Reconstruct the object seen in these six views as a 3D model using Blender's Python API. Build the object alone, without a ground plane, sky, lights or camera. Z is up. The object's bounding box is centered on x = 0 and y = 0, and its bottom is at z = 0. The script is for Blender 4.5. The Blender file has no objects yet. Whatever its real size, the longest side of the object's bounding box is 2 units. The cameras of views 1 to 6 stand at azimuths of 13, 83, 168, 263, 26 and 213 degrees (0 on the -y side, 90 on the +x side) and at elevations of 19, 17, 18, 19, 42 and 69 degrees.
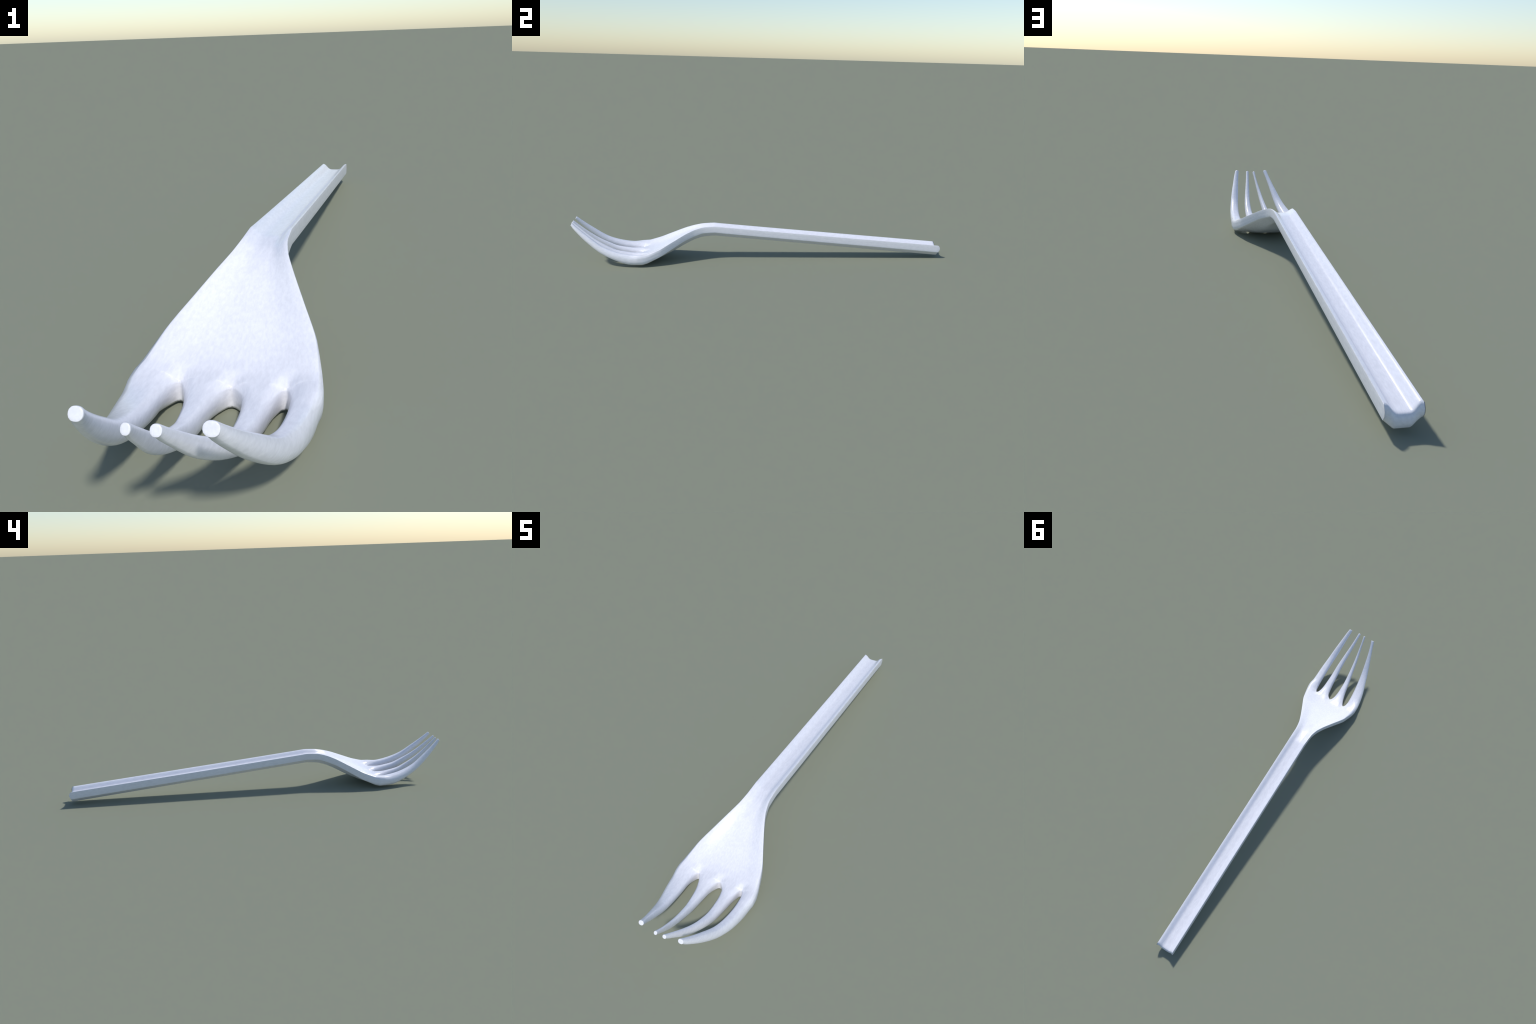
# A white four-tined table fork, resting on the underside of its head and tilted
# down towards the end of the handle.  One continuous skin is lofted from
# cross-sections (handle -> neck -> head -> four tines) and then separated into
# named parts that keep the normals of the whole body.
import bpy, bmesh, math
import numpy as np

# ---------------------------------------------------------------- helpers
def curve(keys, values):
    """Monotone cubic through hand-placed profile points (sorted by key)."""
    k = np.array(keys, float); v = np.array(values, float)
    o = np.argsort(k); k, v = k[o], v[o]
    h = np.diff(k); d = np.diff(v) / h
    m = np.empty_like(v); m[0], m[-1] = d[0], d[-1]
    for i in range(1, len(k) - 1):
        if d[i-1] * d[i] <= 0:
            m[i] = 0
        else:
            w1, w2 = 2*h[i] + h[i-1], h[i] + 2*h[i-1]
            m[i] = (w1 + w2) / (w1 / d[i-1] + w2 / d[i])
    def f(x):
        x = min(max(x, k[0]), k[-1])
        i = min(max(int(np.searchsorted(k, x)) - 1, 0), len(k) - 2)
        t = (x - k[i]) / h[i]
        return ((1+2*t)*(1-t)**2*v[i] + t*(1-t)**2*h[i]*m[i]
                + t*t*(3-2*t)*v[i+1] + t*t*(t-1)*h[i]*m[i+1])
    return f

def bent_line(keys, values, k=0.5):
    """Straight runs between the points, only part-way eased into a curve."""
    soft = curve(keys, values)
    o = np.argsort(keys); kk = np.array(keys, float)[o]; vv = np.array(values, float)[o]
    return lambda x: (1 - k) * float(np.interp(x, kk, vv)) + k * soft(x)

def smooth(a, b, x):
    t = min(max((x - a) / (b - a), 0.0), 1.0)
    return t * t * (3 - 2 * t)

def ramp(f, a, soft):
    """0 for f < a, rising in a straight line to 1 at f = 1, with a soft knee."""
    if f <= a - soft: r = 0.0
    elif f >= a + soft: r = f - a
    else: r = (f - a + soft) ** 2 / (4 * soft)
    return r / (1 - a)

# cross-section of the channel, from its floor (0) to the rim (1)
OGEE = curve([0.0, 0.22, 0.36, 0.48, 0.74, 0.87, 1.0], [0.0, 0.005, 0.05, 0.18, 0.76, 0.95, 1.0])

# the same across the head: a wide dish between broad rounded rails
DISH = curve([0.0, 0.30, 0.50, 0.70, 0.85, 0.95, 1.0], [0.0, 0.03, 0.18, 0.55, 0.87, 0.985, 1.0])

# ---------------------------------------------------------------- body profile
Y_ROOT = -0.632                     # where the slots between the tines begin
Y_END = 0.9865                      # rim of the handle's butt end
#  station: y, half width, top edge z, bottom edge z, channel floor z, belly z
BODY = [
    ( 0.9865, 0.0459, 0.0743, 0.0354, 0.0517, 0.0125),
    (-0.2300, 0.0444, 0.1851, 0.1513, 0.1674, 0.1292),
    (-0.2580, 0.0444, 0.1880, 0.1542, 0.1700, 0.1317),
    (-0.3190, 0.0463, 0.1840, 0.1515, 0.1672, 0.1265),
    (-0.3665, 0.0556, 0.1722, 0.1368, 0.1560, 0.1115),
    (-0.4135, 0.0736, 0.1537, 0.1190, 0.1375, 0.0885),
    (-0.4800, 0.1035, 0.1205, 0.0830, 0.1030, 0.0510),
    (-0.5430, 0.1322, 0.0890, 0.0480, 0.0730, 0.0230),
    (-0.5800, 0.1420, 0.0755, 0.0310, 0.0590, 0.0115),
    (-0.6110, 0.1490, 0.0655, 0.0175, 0.0522, 0.0026),
    (-0.6320, 0.1525, 0.0630, 0.0120, 0.0505, 0.0006),
]
by = [s[0] for s in BODY]
half_w, top_edge, bot_edge, top_mid, bot_mid = (
    bent_line(by, [s[i] for s in BODY]) for i in range(1, 6))

SLOTS = (-0.0785, 0.0085, 0.0960)   # x of the three slot ends
M = 10                              # faces across each tine
NW = 5                              # faces up each wall
W_IN = [0.10, 0.36, 0.64, 0.90]     # heights of the inner wall points

def root_fractions():
    w = half_w(Y_ROOT)
    marks = (-w,) + SLOTS + (w,)
    fr = []
    for a, b in zip(marks, marks[1:]):
        for i in range(M):
            fr.append((a + (b - a) * i / M) / w)
    return np.array(fr + [1.0])
FR_ROOT = root_fractions()
half = [0.0, 0.06, 0.12, 0.18, 0.24, 0.29, 0.33, 0.37, 0.40, 0.43, 0.46, 0.50, 0.55, 0.61,
        0.68, 0.75, 0.81, 0.87, 0.93, 0.968, 1.0]
FR_HANDLE = np.array([-f for f in half[:0:-1]] + half)

def body_xz(y):
    """Top row, bottom row and walls of the cross-section at y."""
    w = half_w(y)
    b = smooth(-0.36, -0.62, y)
    bp = smooth(-0.25, -0.42, y)
    fr = FR_HANDLE * (1 - b) + FR_ROOT * b
    te, be, tm, bm = top_edge(y), bot_edge(y), top_mid(y), bot_mid(y)
    bev = 0.0016                     # small chamfer that catches the light
    top, bot = [], []
    for f in fr:
        a = abs(f)
        zt = tm + (te - tm) * (OGEE(a) * (1 - bp) + DISH(a) * bp)
        kb = 0.42 - 0.06 * smooth(-0.33, -0.55, y)
        sb = 0.07 + 0.12 * smooth(-0.33, -0.55, y)
        zb = bm + (be - bm) * ramp(a, kb, min(sb, kb))
        top.append((f * w, zt)); bot.append((f * w, zb))
    rim = smooth(-0.600, -0.642, y)   # the slot ends have thick rounded rims
    if rim > 0:
        for xs in SLOTS:
            top = [(x, z - 0.0145 * rim * math.exp(-((x - xs) / 0.0125) ** 2)) for x, z in top]
    # chamfer: pull the four corner points in a little
    rd = smooth(-0.50, -0.640, y)
    r = bev + 0.005 * rd
    for row, sgn in ((top, -1), (bot, 1)):
        for i, s in ((0, 1), (-1, -1)):
            x, z = row[i]; row[i] = (x + s * r, z + sgn * (0.15 + 0.3 * rd) * r)
    def wall(s):
        z0, z1 = be + 0.0, te - 0.0
        g = r * 0.9
        zs = [z0 + g] + [z0 + (z1 - z0) * t for t in W_IN[1:-1]] + [z1 - g]
        swell = 0.0022 * smooth(-0.54, -0.632, y)
        return [(s * (w + swell * (1 - (2 * t - 1) ** 2)), z) for z, t in zip(zs, W_IN)]
    return top, bot, wall(-1), wall(1)

# ---------------------------------------------------------------- tines
# centre line of the outer and of the inner tines in side view: y, z, thickness
OUTER = [(-0.662, 0.0340, 0.0520), (-0.6935, 0.0352, 0.0515), (-0.7240, 0.0405, 0.0490),
         (-0.7555, 0.0495, 0.0445), (-0.7980, 0.0655, 0.0395), (-0.8410, 0.0875, 0.0350),
         (-0.9055, 0.1368, 0.0300), (-0.9590, 0.1850, 0.0216), (-0.9885, 0.2145, 0.0158)]
INNER = [(-0.658, 0.0262, 0.0475), (-0.6900, 0.0284, 0.0460), (-0.7250, 0.0350, 0.0430),
         (-0.7750, 0.0486, 0.0372), (-0.8210, 0.0720, 0.0318), (-0.8730, 0.1030, 0.0275),
         (-0.9180, 0.1368, 0.0242), (-0.9650, 0.1800, 0.0174), (-0.9950, 0.2087, 0.0128)]
# plan outline of each tine: (y, x) of its left (-x) and right (+x) edge
PLAN = [
    dict(line=OUTER, dz=0.0, tilt=-0.010,
         left=[(-0.632, -0.1547), (-0.66, -0.1553), (-0.685, -0.1525), (-0.715, -0.1480),
               (-0.75, -0.1402), (-0.785, -0.1298), (-0.82, -0.1186), (-0.85, -0.1092),
               (-0.88, -0.0984), (-0.91, -0.0868), (-0.94, -0.0752), (-0.965, -0.0655),
               (-0.989, -0.0575)],
         right=[(-0.632, -0.0785), (-0.634, -0.0822), (-0.638, -0.0845), (-0.648, -0.0872),
               (-0.663, -0.0893), (-0.685, -0.0900), (-0.715, -0.0885), (-0.75, -0.0858),
               (-0.785, -0.0822), (-0.82, -0.0778), (-0.85, -0.0732), (-0.88, -0.0679),
               (-0.91, -0.0622), (-0.94, -0.0556), (-0.965, -0.0488), (-0.989, -0.0403)]),
    dict(line=INNER, dz=-0.001, tilt=0.0,
         left=[(-0.632, -0.0785), (-0.634, -0.0745), (-0.638, -0.0720), (-0.645, -0.0690),
               (-0.66, -0.0624), (-0.685, -0.0550), (-0.715, -0.0478), (-0.75, -0.0415),
               (-0.785, -0.0356), (-0.82, -0.0294), (-0.85, -0.0244), (-0.88, -0.0196),
               (-0.91, -0.0143), (-0.94, -0.0081), (-0.965, -0.0028), (-0.995, 0.0006)],
         right=[(-0.632, 0.0085), (-0.634, 0.0042), (-0.638, 0.0015), (-0.646, -0.0018),
               (-0.663, -0.0062), (-0.685, -0.0088), (-0.715, -0.0105), (-0.75, -0.0108),
               (-0.785, -0.0099), (-0.82, -0.0078), (-0.85, -0.0056), (-0.88, -0.0031),
               (-0.91, 0.0000), (-0.94, 0.0035), (-0.965, 0.0066), (-0.995, 0.0116)]),
    dict(line=INNER, dz=0.001, tilt=0.0,
         left=[(-0.632, 0.0085), (-0.634, 0.0130), (-0.637, 0.0165), (-0.6425, 0.0215),
               (-0.655, 0.0295), (-0.685, 0.0360), (-0.715, 0.0396), (-0.75, 0.0424),
               (-0.785, 0.0442), (-0.82, 0.0450), (-0.85, 0.0446), (-0.88, 0.0424), (-0.91, 0.0395),
               (-0.94, 0.0368), (-0.965, 0.0347), (-0.997, 0.0312)],
         right=[(-0.632, 0.0960), (-0.634, 0.0918), (-0.638, 0.0890), (-0.646, 0.0868),
               (-0.663, 0.0835), (-0.685, 0.0812), (-0.715, 0.0790), (-0.75, 0.0770),
               (-0.785, 0.0755), (-0.82, 0.0735), (-0.85, 0.0698), (-0.88, 0.0652), (-0.91, 0.0596),
               (-0.94, 0.0536), (-0.965, 0.0486), (-0.997, 0.0440)]),
    dict(line=OUTER, dz=-0.001, tilt=0.010,
         left=[(-0.632, 0.0960), (-0.634, 0.0995), (-0.639, 0.1020), (-0.648, 0.1045),
               (-0.663, 0.1068), (-0.685, 0.1085), (-0.715, 0.1095), (-0.75, 0.1092),
               (-0.785, 0.1080), (-0.82, 0.1056), (-0.85, 0.1022), (-0.88, 0.0984), (-0.91, 0.0943),
               (-0.94, 0.0905), (-0.965, 0.0866), (-0.99, 0.0820)],
         right=[(-0.632, 0.1547), (-0.66, 0.1568), (-0.685, 0.1538), (-0.715, 0.1522), (-0.75, 0.1502),
               (-0.785, 0.1472), (-0.82, 0.1422), (-0.85, 0.1372), (-0.88, 0.1312), (-0.91, 0.1240),
               (-0.94, 0.1156), (-0.965, 0.1084), (-0.99, 0.0998)]),
]

def ring_angles():
    """Angles of the ring points: bottom row, right wall, top row, left wall."""
    a = [math.radians(-128 + 76 * i / M) for i in range(M + 1)]             # bottom, left to right
    a += [math.radians(-52 + 104 * t) for t in (0.2, 0.4, 0.6, 0.8)]        # right wall, upwards
    a += [math.radians(52 + 76 * i / M) for i in range(M + 1)]              # top, right to left
    a += [math.radians(128 + 104 * t) for t in (0.2, 0.4, 0.6, 0.8)]        # left wall, downwards
    return a
ANG = ring_angles()

def roll(s):
    """The outer tines carry the raised rim of the head a little way along."""
    return 1 - smooth(-0.04, 0.22, s)

def tine_rings(p, root_ring):
    """Rings of 3D points from the slot root to the tip."""
    L = p['line']
    ys = [q[0] for q in L]
    zc, th = curve(ys, [q[1] for q in L]), curve(ys, [q[2] for q in L])
    xl, xr = (curve([q[0] for q in p[k]], [q[1] for q in p[k]]) for k in ('left', 'right'))
    rings = [root_ring]
    y_tip = ys[-1]
    root = np.array(root_ring)
    ss = [0.0028, 0.008, 0.018, 0.035, 0.06, 0.09] + list(np.linspace(0.13, 1.0, 26))
    for s in ss:
        yc = Y_ROOT + (y_tip - Y_ROOT) * s
        z = zc(yc) + p['dz'] * smooth(0.3, 1.0, s)
        slope = (zc(yc - 0.004) - zc(yc + 0.004)) / -0.008
        if yc > ys[0]: slope = 0.0
        t = np.array([0.0, -1.0, -slope]); t /= np.linalg.norm(t)
        n = np.array([0.0, t[2], -t[1]])
        h = th(yc); l, r = xl(yc), xr(yc)
        e = 2.7 - 0.35 * smooth(0.1, 0.9, s)
        ring = []
        for a in ANG:
            c, q = math.cos(a), math.sin(a)
            k = (abs(c) ** e + abs(q) ** e) ** (-1 / e)
            ring.append(np.array([(l + r) / 2 + (r - l) / 2 * k * c, yc, z]) 
                        + n * (h / 2 * k * q + p['tilt'] / 2 * k * c * roll(s)))
        ring = np.array(ring)
        b = smooth(-0.03, 0.17, s) if s > 0 else 0.0         # grow out of the head's cross-section
        if b < 1:
            base = root.copy(); w0 = root[:, 0].max() - root[:, 0].min()
            base[:, 0] = l + (root[:, 0] - root[:, 0].min()) / w0 * (r - l)
            base[:, 1] = yc
            ring = base * (1 - b) + ring * b
        rings.append([tuple(v) for v in ring])
    # tiny rounding at the blunt tip
    last = np.array(rings[-1]); c = last.mean(0)
    tdir = t
    rings.insert(-1, [tuple(v - tdir * 0.0025) for v in last])
    rings.append([tuple(c + (v - c) * 0.93 + tdir * 0.0009) for v in last])
    return rings, tdir

# ---------------------------------------------------------------- build the skin
bm = bmesh.new()
part = bm.faces.layers.int.new('part')
HANDLE, HEAD, TINE = 0, 1, 2

def quad(vs, tag):
    f = bm.faces.new(vs); f[part] = tag; f.smooth = True

N = 4 * M
stations = ([Y_END, Y_END - 0.006] + list(np.linspace(0.95, -0.20, 25)) + list(np.linspace(-0.235, -0.60, 34))
            + [-0.606, -0.612, -0.618, -0.623, -0.628, Y_ROOT])
Y_SPLIT = min(stations, key=lambda v: abs(v + 0.258))

def end_bulge(t):
    """How far the butt end swells at relative height t."""
    return 0.0135 * (1 - abs(2 * t - 1) ** 2.4)

rows = []
for y in stations:
    top, bot, wl, wr = body_xz(y)
    def place(pts, tv):
        out = []
        for (x, z), t in zip(pts, tv):
            yy = y + (end_bulge(t) if y == Y_END else 0.0)
            if y == Y_ROOT and t == 1:      # slot ends: lips roll back from the wall
                yy += sum(0.0042 * math.exp(-((x - xs) / 0.006) ** 2) for xs in SLOTS)
            out.append(bm.verts.new((x, yy, z)))
        return out
    rows.append(dict(top=place(top, [1] * (N + 1)), bot=place(bot, [0] * (N + 1)),
                     wl=place(wl, W_IN), wr=place(wr, W_IN)))
    if y == Y_END:                       # channel and belly reach out a little further
        for k in ('top', 'bot'):
            for v in rows[-1][k]:
                v.co.y += 0.0038 * (1 - OGEE(min(abs(v.co.x) / 0.0459, 1.0)))

def loop(r):
    return r['bot'] + r['wr'] + r['top'][::-1] + r['wl'][::-1]

for a, b, y in zip(rows, rows[1:], stations[1:]):
    la, lb = loop(a), loop(b); n = len(la)
    tag = HANDLE if y >= Y_SPLIT - 1e-6 else HEAD
    for i in range(n):
        j = (i + 1) % n
        quad((la[i], la[j], lb[j], lb[i]), tag)

# butt end: a swelling grid between channel edge and belly edge
e = rows[0]
cols = [[e['bot'][0]] + e['wl'] + [e['top'][0]]]
for i in range(1, N):
    b0, t0 = e['bot'][i], e['top'][i]
    col = [b0]
    for t in W_IN:
        x = b0.co.x + (t0.co.x - b0.co.x) * t
        yb = b0.co.y + (t0.co.y - b0.co.y) * t
        yy = max(yb, Y_END) + end_bulge(t) * (0.72 if abs(b0.co.x) < 0.04 else 0.85)
        col.append(bm.verts.new((x, yy, b0.co.z + (t0.co.z - b0.co.z) * t)))
    cols.append(col + [t0])
cols.append([e['bot'][N]] + e['wr'] + [e['top'][N]])
for ca, cb in zip(cols, cols[1:]):
    for k in range(NW):
        quad((ca[k], ca[k+1], cb[k+1], cb[k]), HANDLE)

# slot ends: upright columns of points shared by neighbouring tines
R = rows[-1]
columns = [R['wl']]
for k in range(1, 4):
    b0, t0 = R['bot'][k*M], R['top'][k*M]
    columns.append([bm.verts.new((b0.co.x, Y_ROOT, b0.co.z + (t0.co.z - b0.co.z) * t)) for t in W_IN])
columns.append(R['wr'])

for k, p in enumerate(PLAN):
    base = (R['bot'][k*M:(k+1)*M+1] + columns[k+1]
            + R['top'][k*M:(k+1)*M+1][::-1] + columns[k][::-1])
    rings, tdir = tine_rings(p, [tuple(v.co) for v in base])
    prev = base; n = len(base)
    for ring in rings[1:]:
        cur = [bm.verts.new(v) for v in ring]
        for i in range(n):
            j = (i + 1) % n
            quad((prev[i], prev[j], cur[j], cur[i]), TINE + k)
        prev = cur
    # flat blunt tip
    bot, wr, top, wl = prev[:M+1], prev[M+1:M+5], prev[M+5:2*M+6][::-1], prev[2*M+6:][::-1]
    tc = [[bot[0]] + wl + [top[0]]]
    for i in range(1, M):
        a, c = bot[i].co, top[i].co
        tc.append([bot[i]] + [bm.verts.new(a.lerp(c, q)) for q in (0.2, 0.4, 0.6, 0.8)] + [top[i]])
    tc.append([bot[M]] + wr + [top[M]])
    for ca, cb in zip(tc, tc[1:]):
        for q in range(NW):
            quad((ca[q], cb[q], cb[q+1], ca[q+1]), TINE + k)

bmesh.ops.recalc_face_normals(bm, faces=bm.faces)
lowest = min(v.co.z for v in bm.verts)
y0, y1 = min(v.co.y for v in bm.verts), max(v.co.y for v in bm.verts)
print('skin: lowest', round(lowest, 4), 'y', round(y0, 4), round(y1, 4))
for v in bm.verts:
    v.co.y = (v.co.y - (y0 + y1) / 2) * 2.0 / (y1 - y0)
bm.normal_update()

whole = bpy.data.meshes.new('fork_skin'); bm.to_mesh(whole); bm.free()

# ---------------------------------------------------------------- material
def plastic():
    m = bpy.data.materials.new('glossy_white_plastic'); m.use_nodes = True
    nt = m.node_tree; nd, ln = nt.nodes, nt.links
    bsdf = nd['Principled BSDF']
    co = nd.new('ShaderNodeTexCoord')
    mp = nd.new('ShaderNodeMapping'); mp.inputs['Scale'].default_value = (1.0, 0.28, 1.0)
    ln.new(co.outputs['Object'], mp.inputs['Vector'])
    fine = nd.new('ShaderNodeTexNoise'); fine.inputs['Scale'].default_value = 170
    fine.inputs['Detail'].default_value = 4; fine.inputs['Roughness'].default_value = 0.65
    ln.new(mp.outputs['Vector'], fine.inputs['Vector'])
    broad = nd.new('ShaderNodeTexNoise'); broad.inputs['Scale'].default_value = 9
    broad.inputs['Detail'].default_value = 3
    ln.new(co.outputs['Object'], broad.inputs['Vector'])
    mix = nd.new('ShaderNodeMath'); mix.operation = 'MULTIPLY_ADD'
    mix.inputs[1].default_value = 0.15
    ln.new(broad.outputs['Fac'], mix.inputs[0])
    sc = nd.new('ShaderNodeMath'); sc.operation = 'MULTIPLY'; sc.inputs[1].default_value = 0.85
    ln.new(fine.outputs['Fac'], sc.inputs[0]); ln.new(sc.outputs[0], mix.inputs[2])
    ramp_n = nd.new('ShaderNodeValToRGB')
    ramp_n.color_ramp.elements[0].position = 0.36
    ramp_n.color_ramp.elements[0].color = (0.715, 0.72, 0.775, 1)  # whole fork's white darkened partway towards the shade seen on the handle
    ramp_n.color_ramp.elements[1].position = 0.64
    ramp_n.color_ramp.elements[1].color = (0.795, 0.80, 0.855, 1)
    ln.new(mix.outputs[0], ramp_n.inputs['Fac'])
    ln.new(ramp_n.outputs['Color'], bsdf.inputs['Base Color'])
    bsdf.inputs['Roughness'].default_value = 0.24
    bsdf.inputs['IOR'].default_value = 1.5
    bump = nd.new('ShaderNodeBump'); bump.inputs['Strength'].default_value = 0.12
    bump.inputs['Distance'].default_value = 0.002
    ln.new(fine.outputs['Fac'], bump.inputs['Height'])
    ln.new(bump.outputs['Normal'], bsdf.inputs['Normal'])
    return m
MAT = plastic()

# ---------------------------------------------------------------- separate into parts
fork = bpy.data.objects.new('table_fork', None)
fork['label'] = 'white glossy four-tined table fork with a channelled handle'
fork['category'] = 'fork'
bpy.context.scene.collection.objects.link(fork)

tags = np.empty(len(whole.polygons), int)
whole.attributes['part'].data.foreach_get('value', tags)
# vertex normals weighted by face area keep the broad faces flat and the chamfers narrow
acc = np.zeros((len(whole.vertices), 3))
for p in whole.polygons:
    nv = np.array(p.normal) * p.area
    for v in p.vertices:
        acc[v] += nv
acc /= np.linalg.norm(acc, axis=1)[:, None]
normals = [tuple(v) for v in acc]
NAMES = ['handle', 'head'] + ['tine'] * 4
for tag, name in enumerate(NAMES):
    polys = [whole.polygons[i] for i in np.nonzero(tags == tag)[0]]
    used = sorted({v for p in polys for v in p.vertices})
    remap = {v: i for i, v in enumerate(used)}
    me = bpy.data.meshes.new(name)
    me.from_pydata([whole.vertices[v].co for v in used], [],
                   [[remap[v] for v in p.vertices] for p in polys])
    me.polygons.foreach_set('use_smooth', [True] * len(me.polygons))
    me.update()
    me.normals_split_custom_set_from_vertices([normals[v] for v in used])
    me.materials.append(MAT)
    ob = bpy.data.objects.new(name, me)
    bpy.context.scene.collection.objects.link(ob)
    ob.parent = fork
bpy.data.meshes.remove(whole)
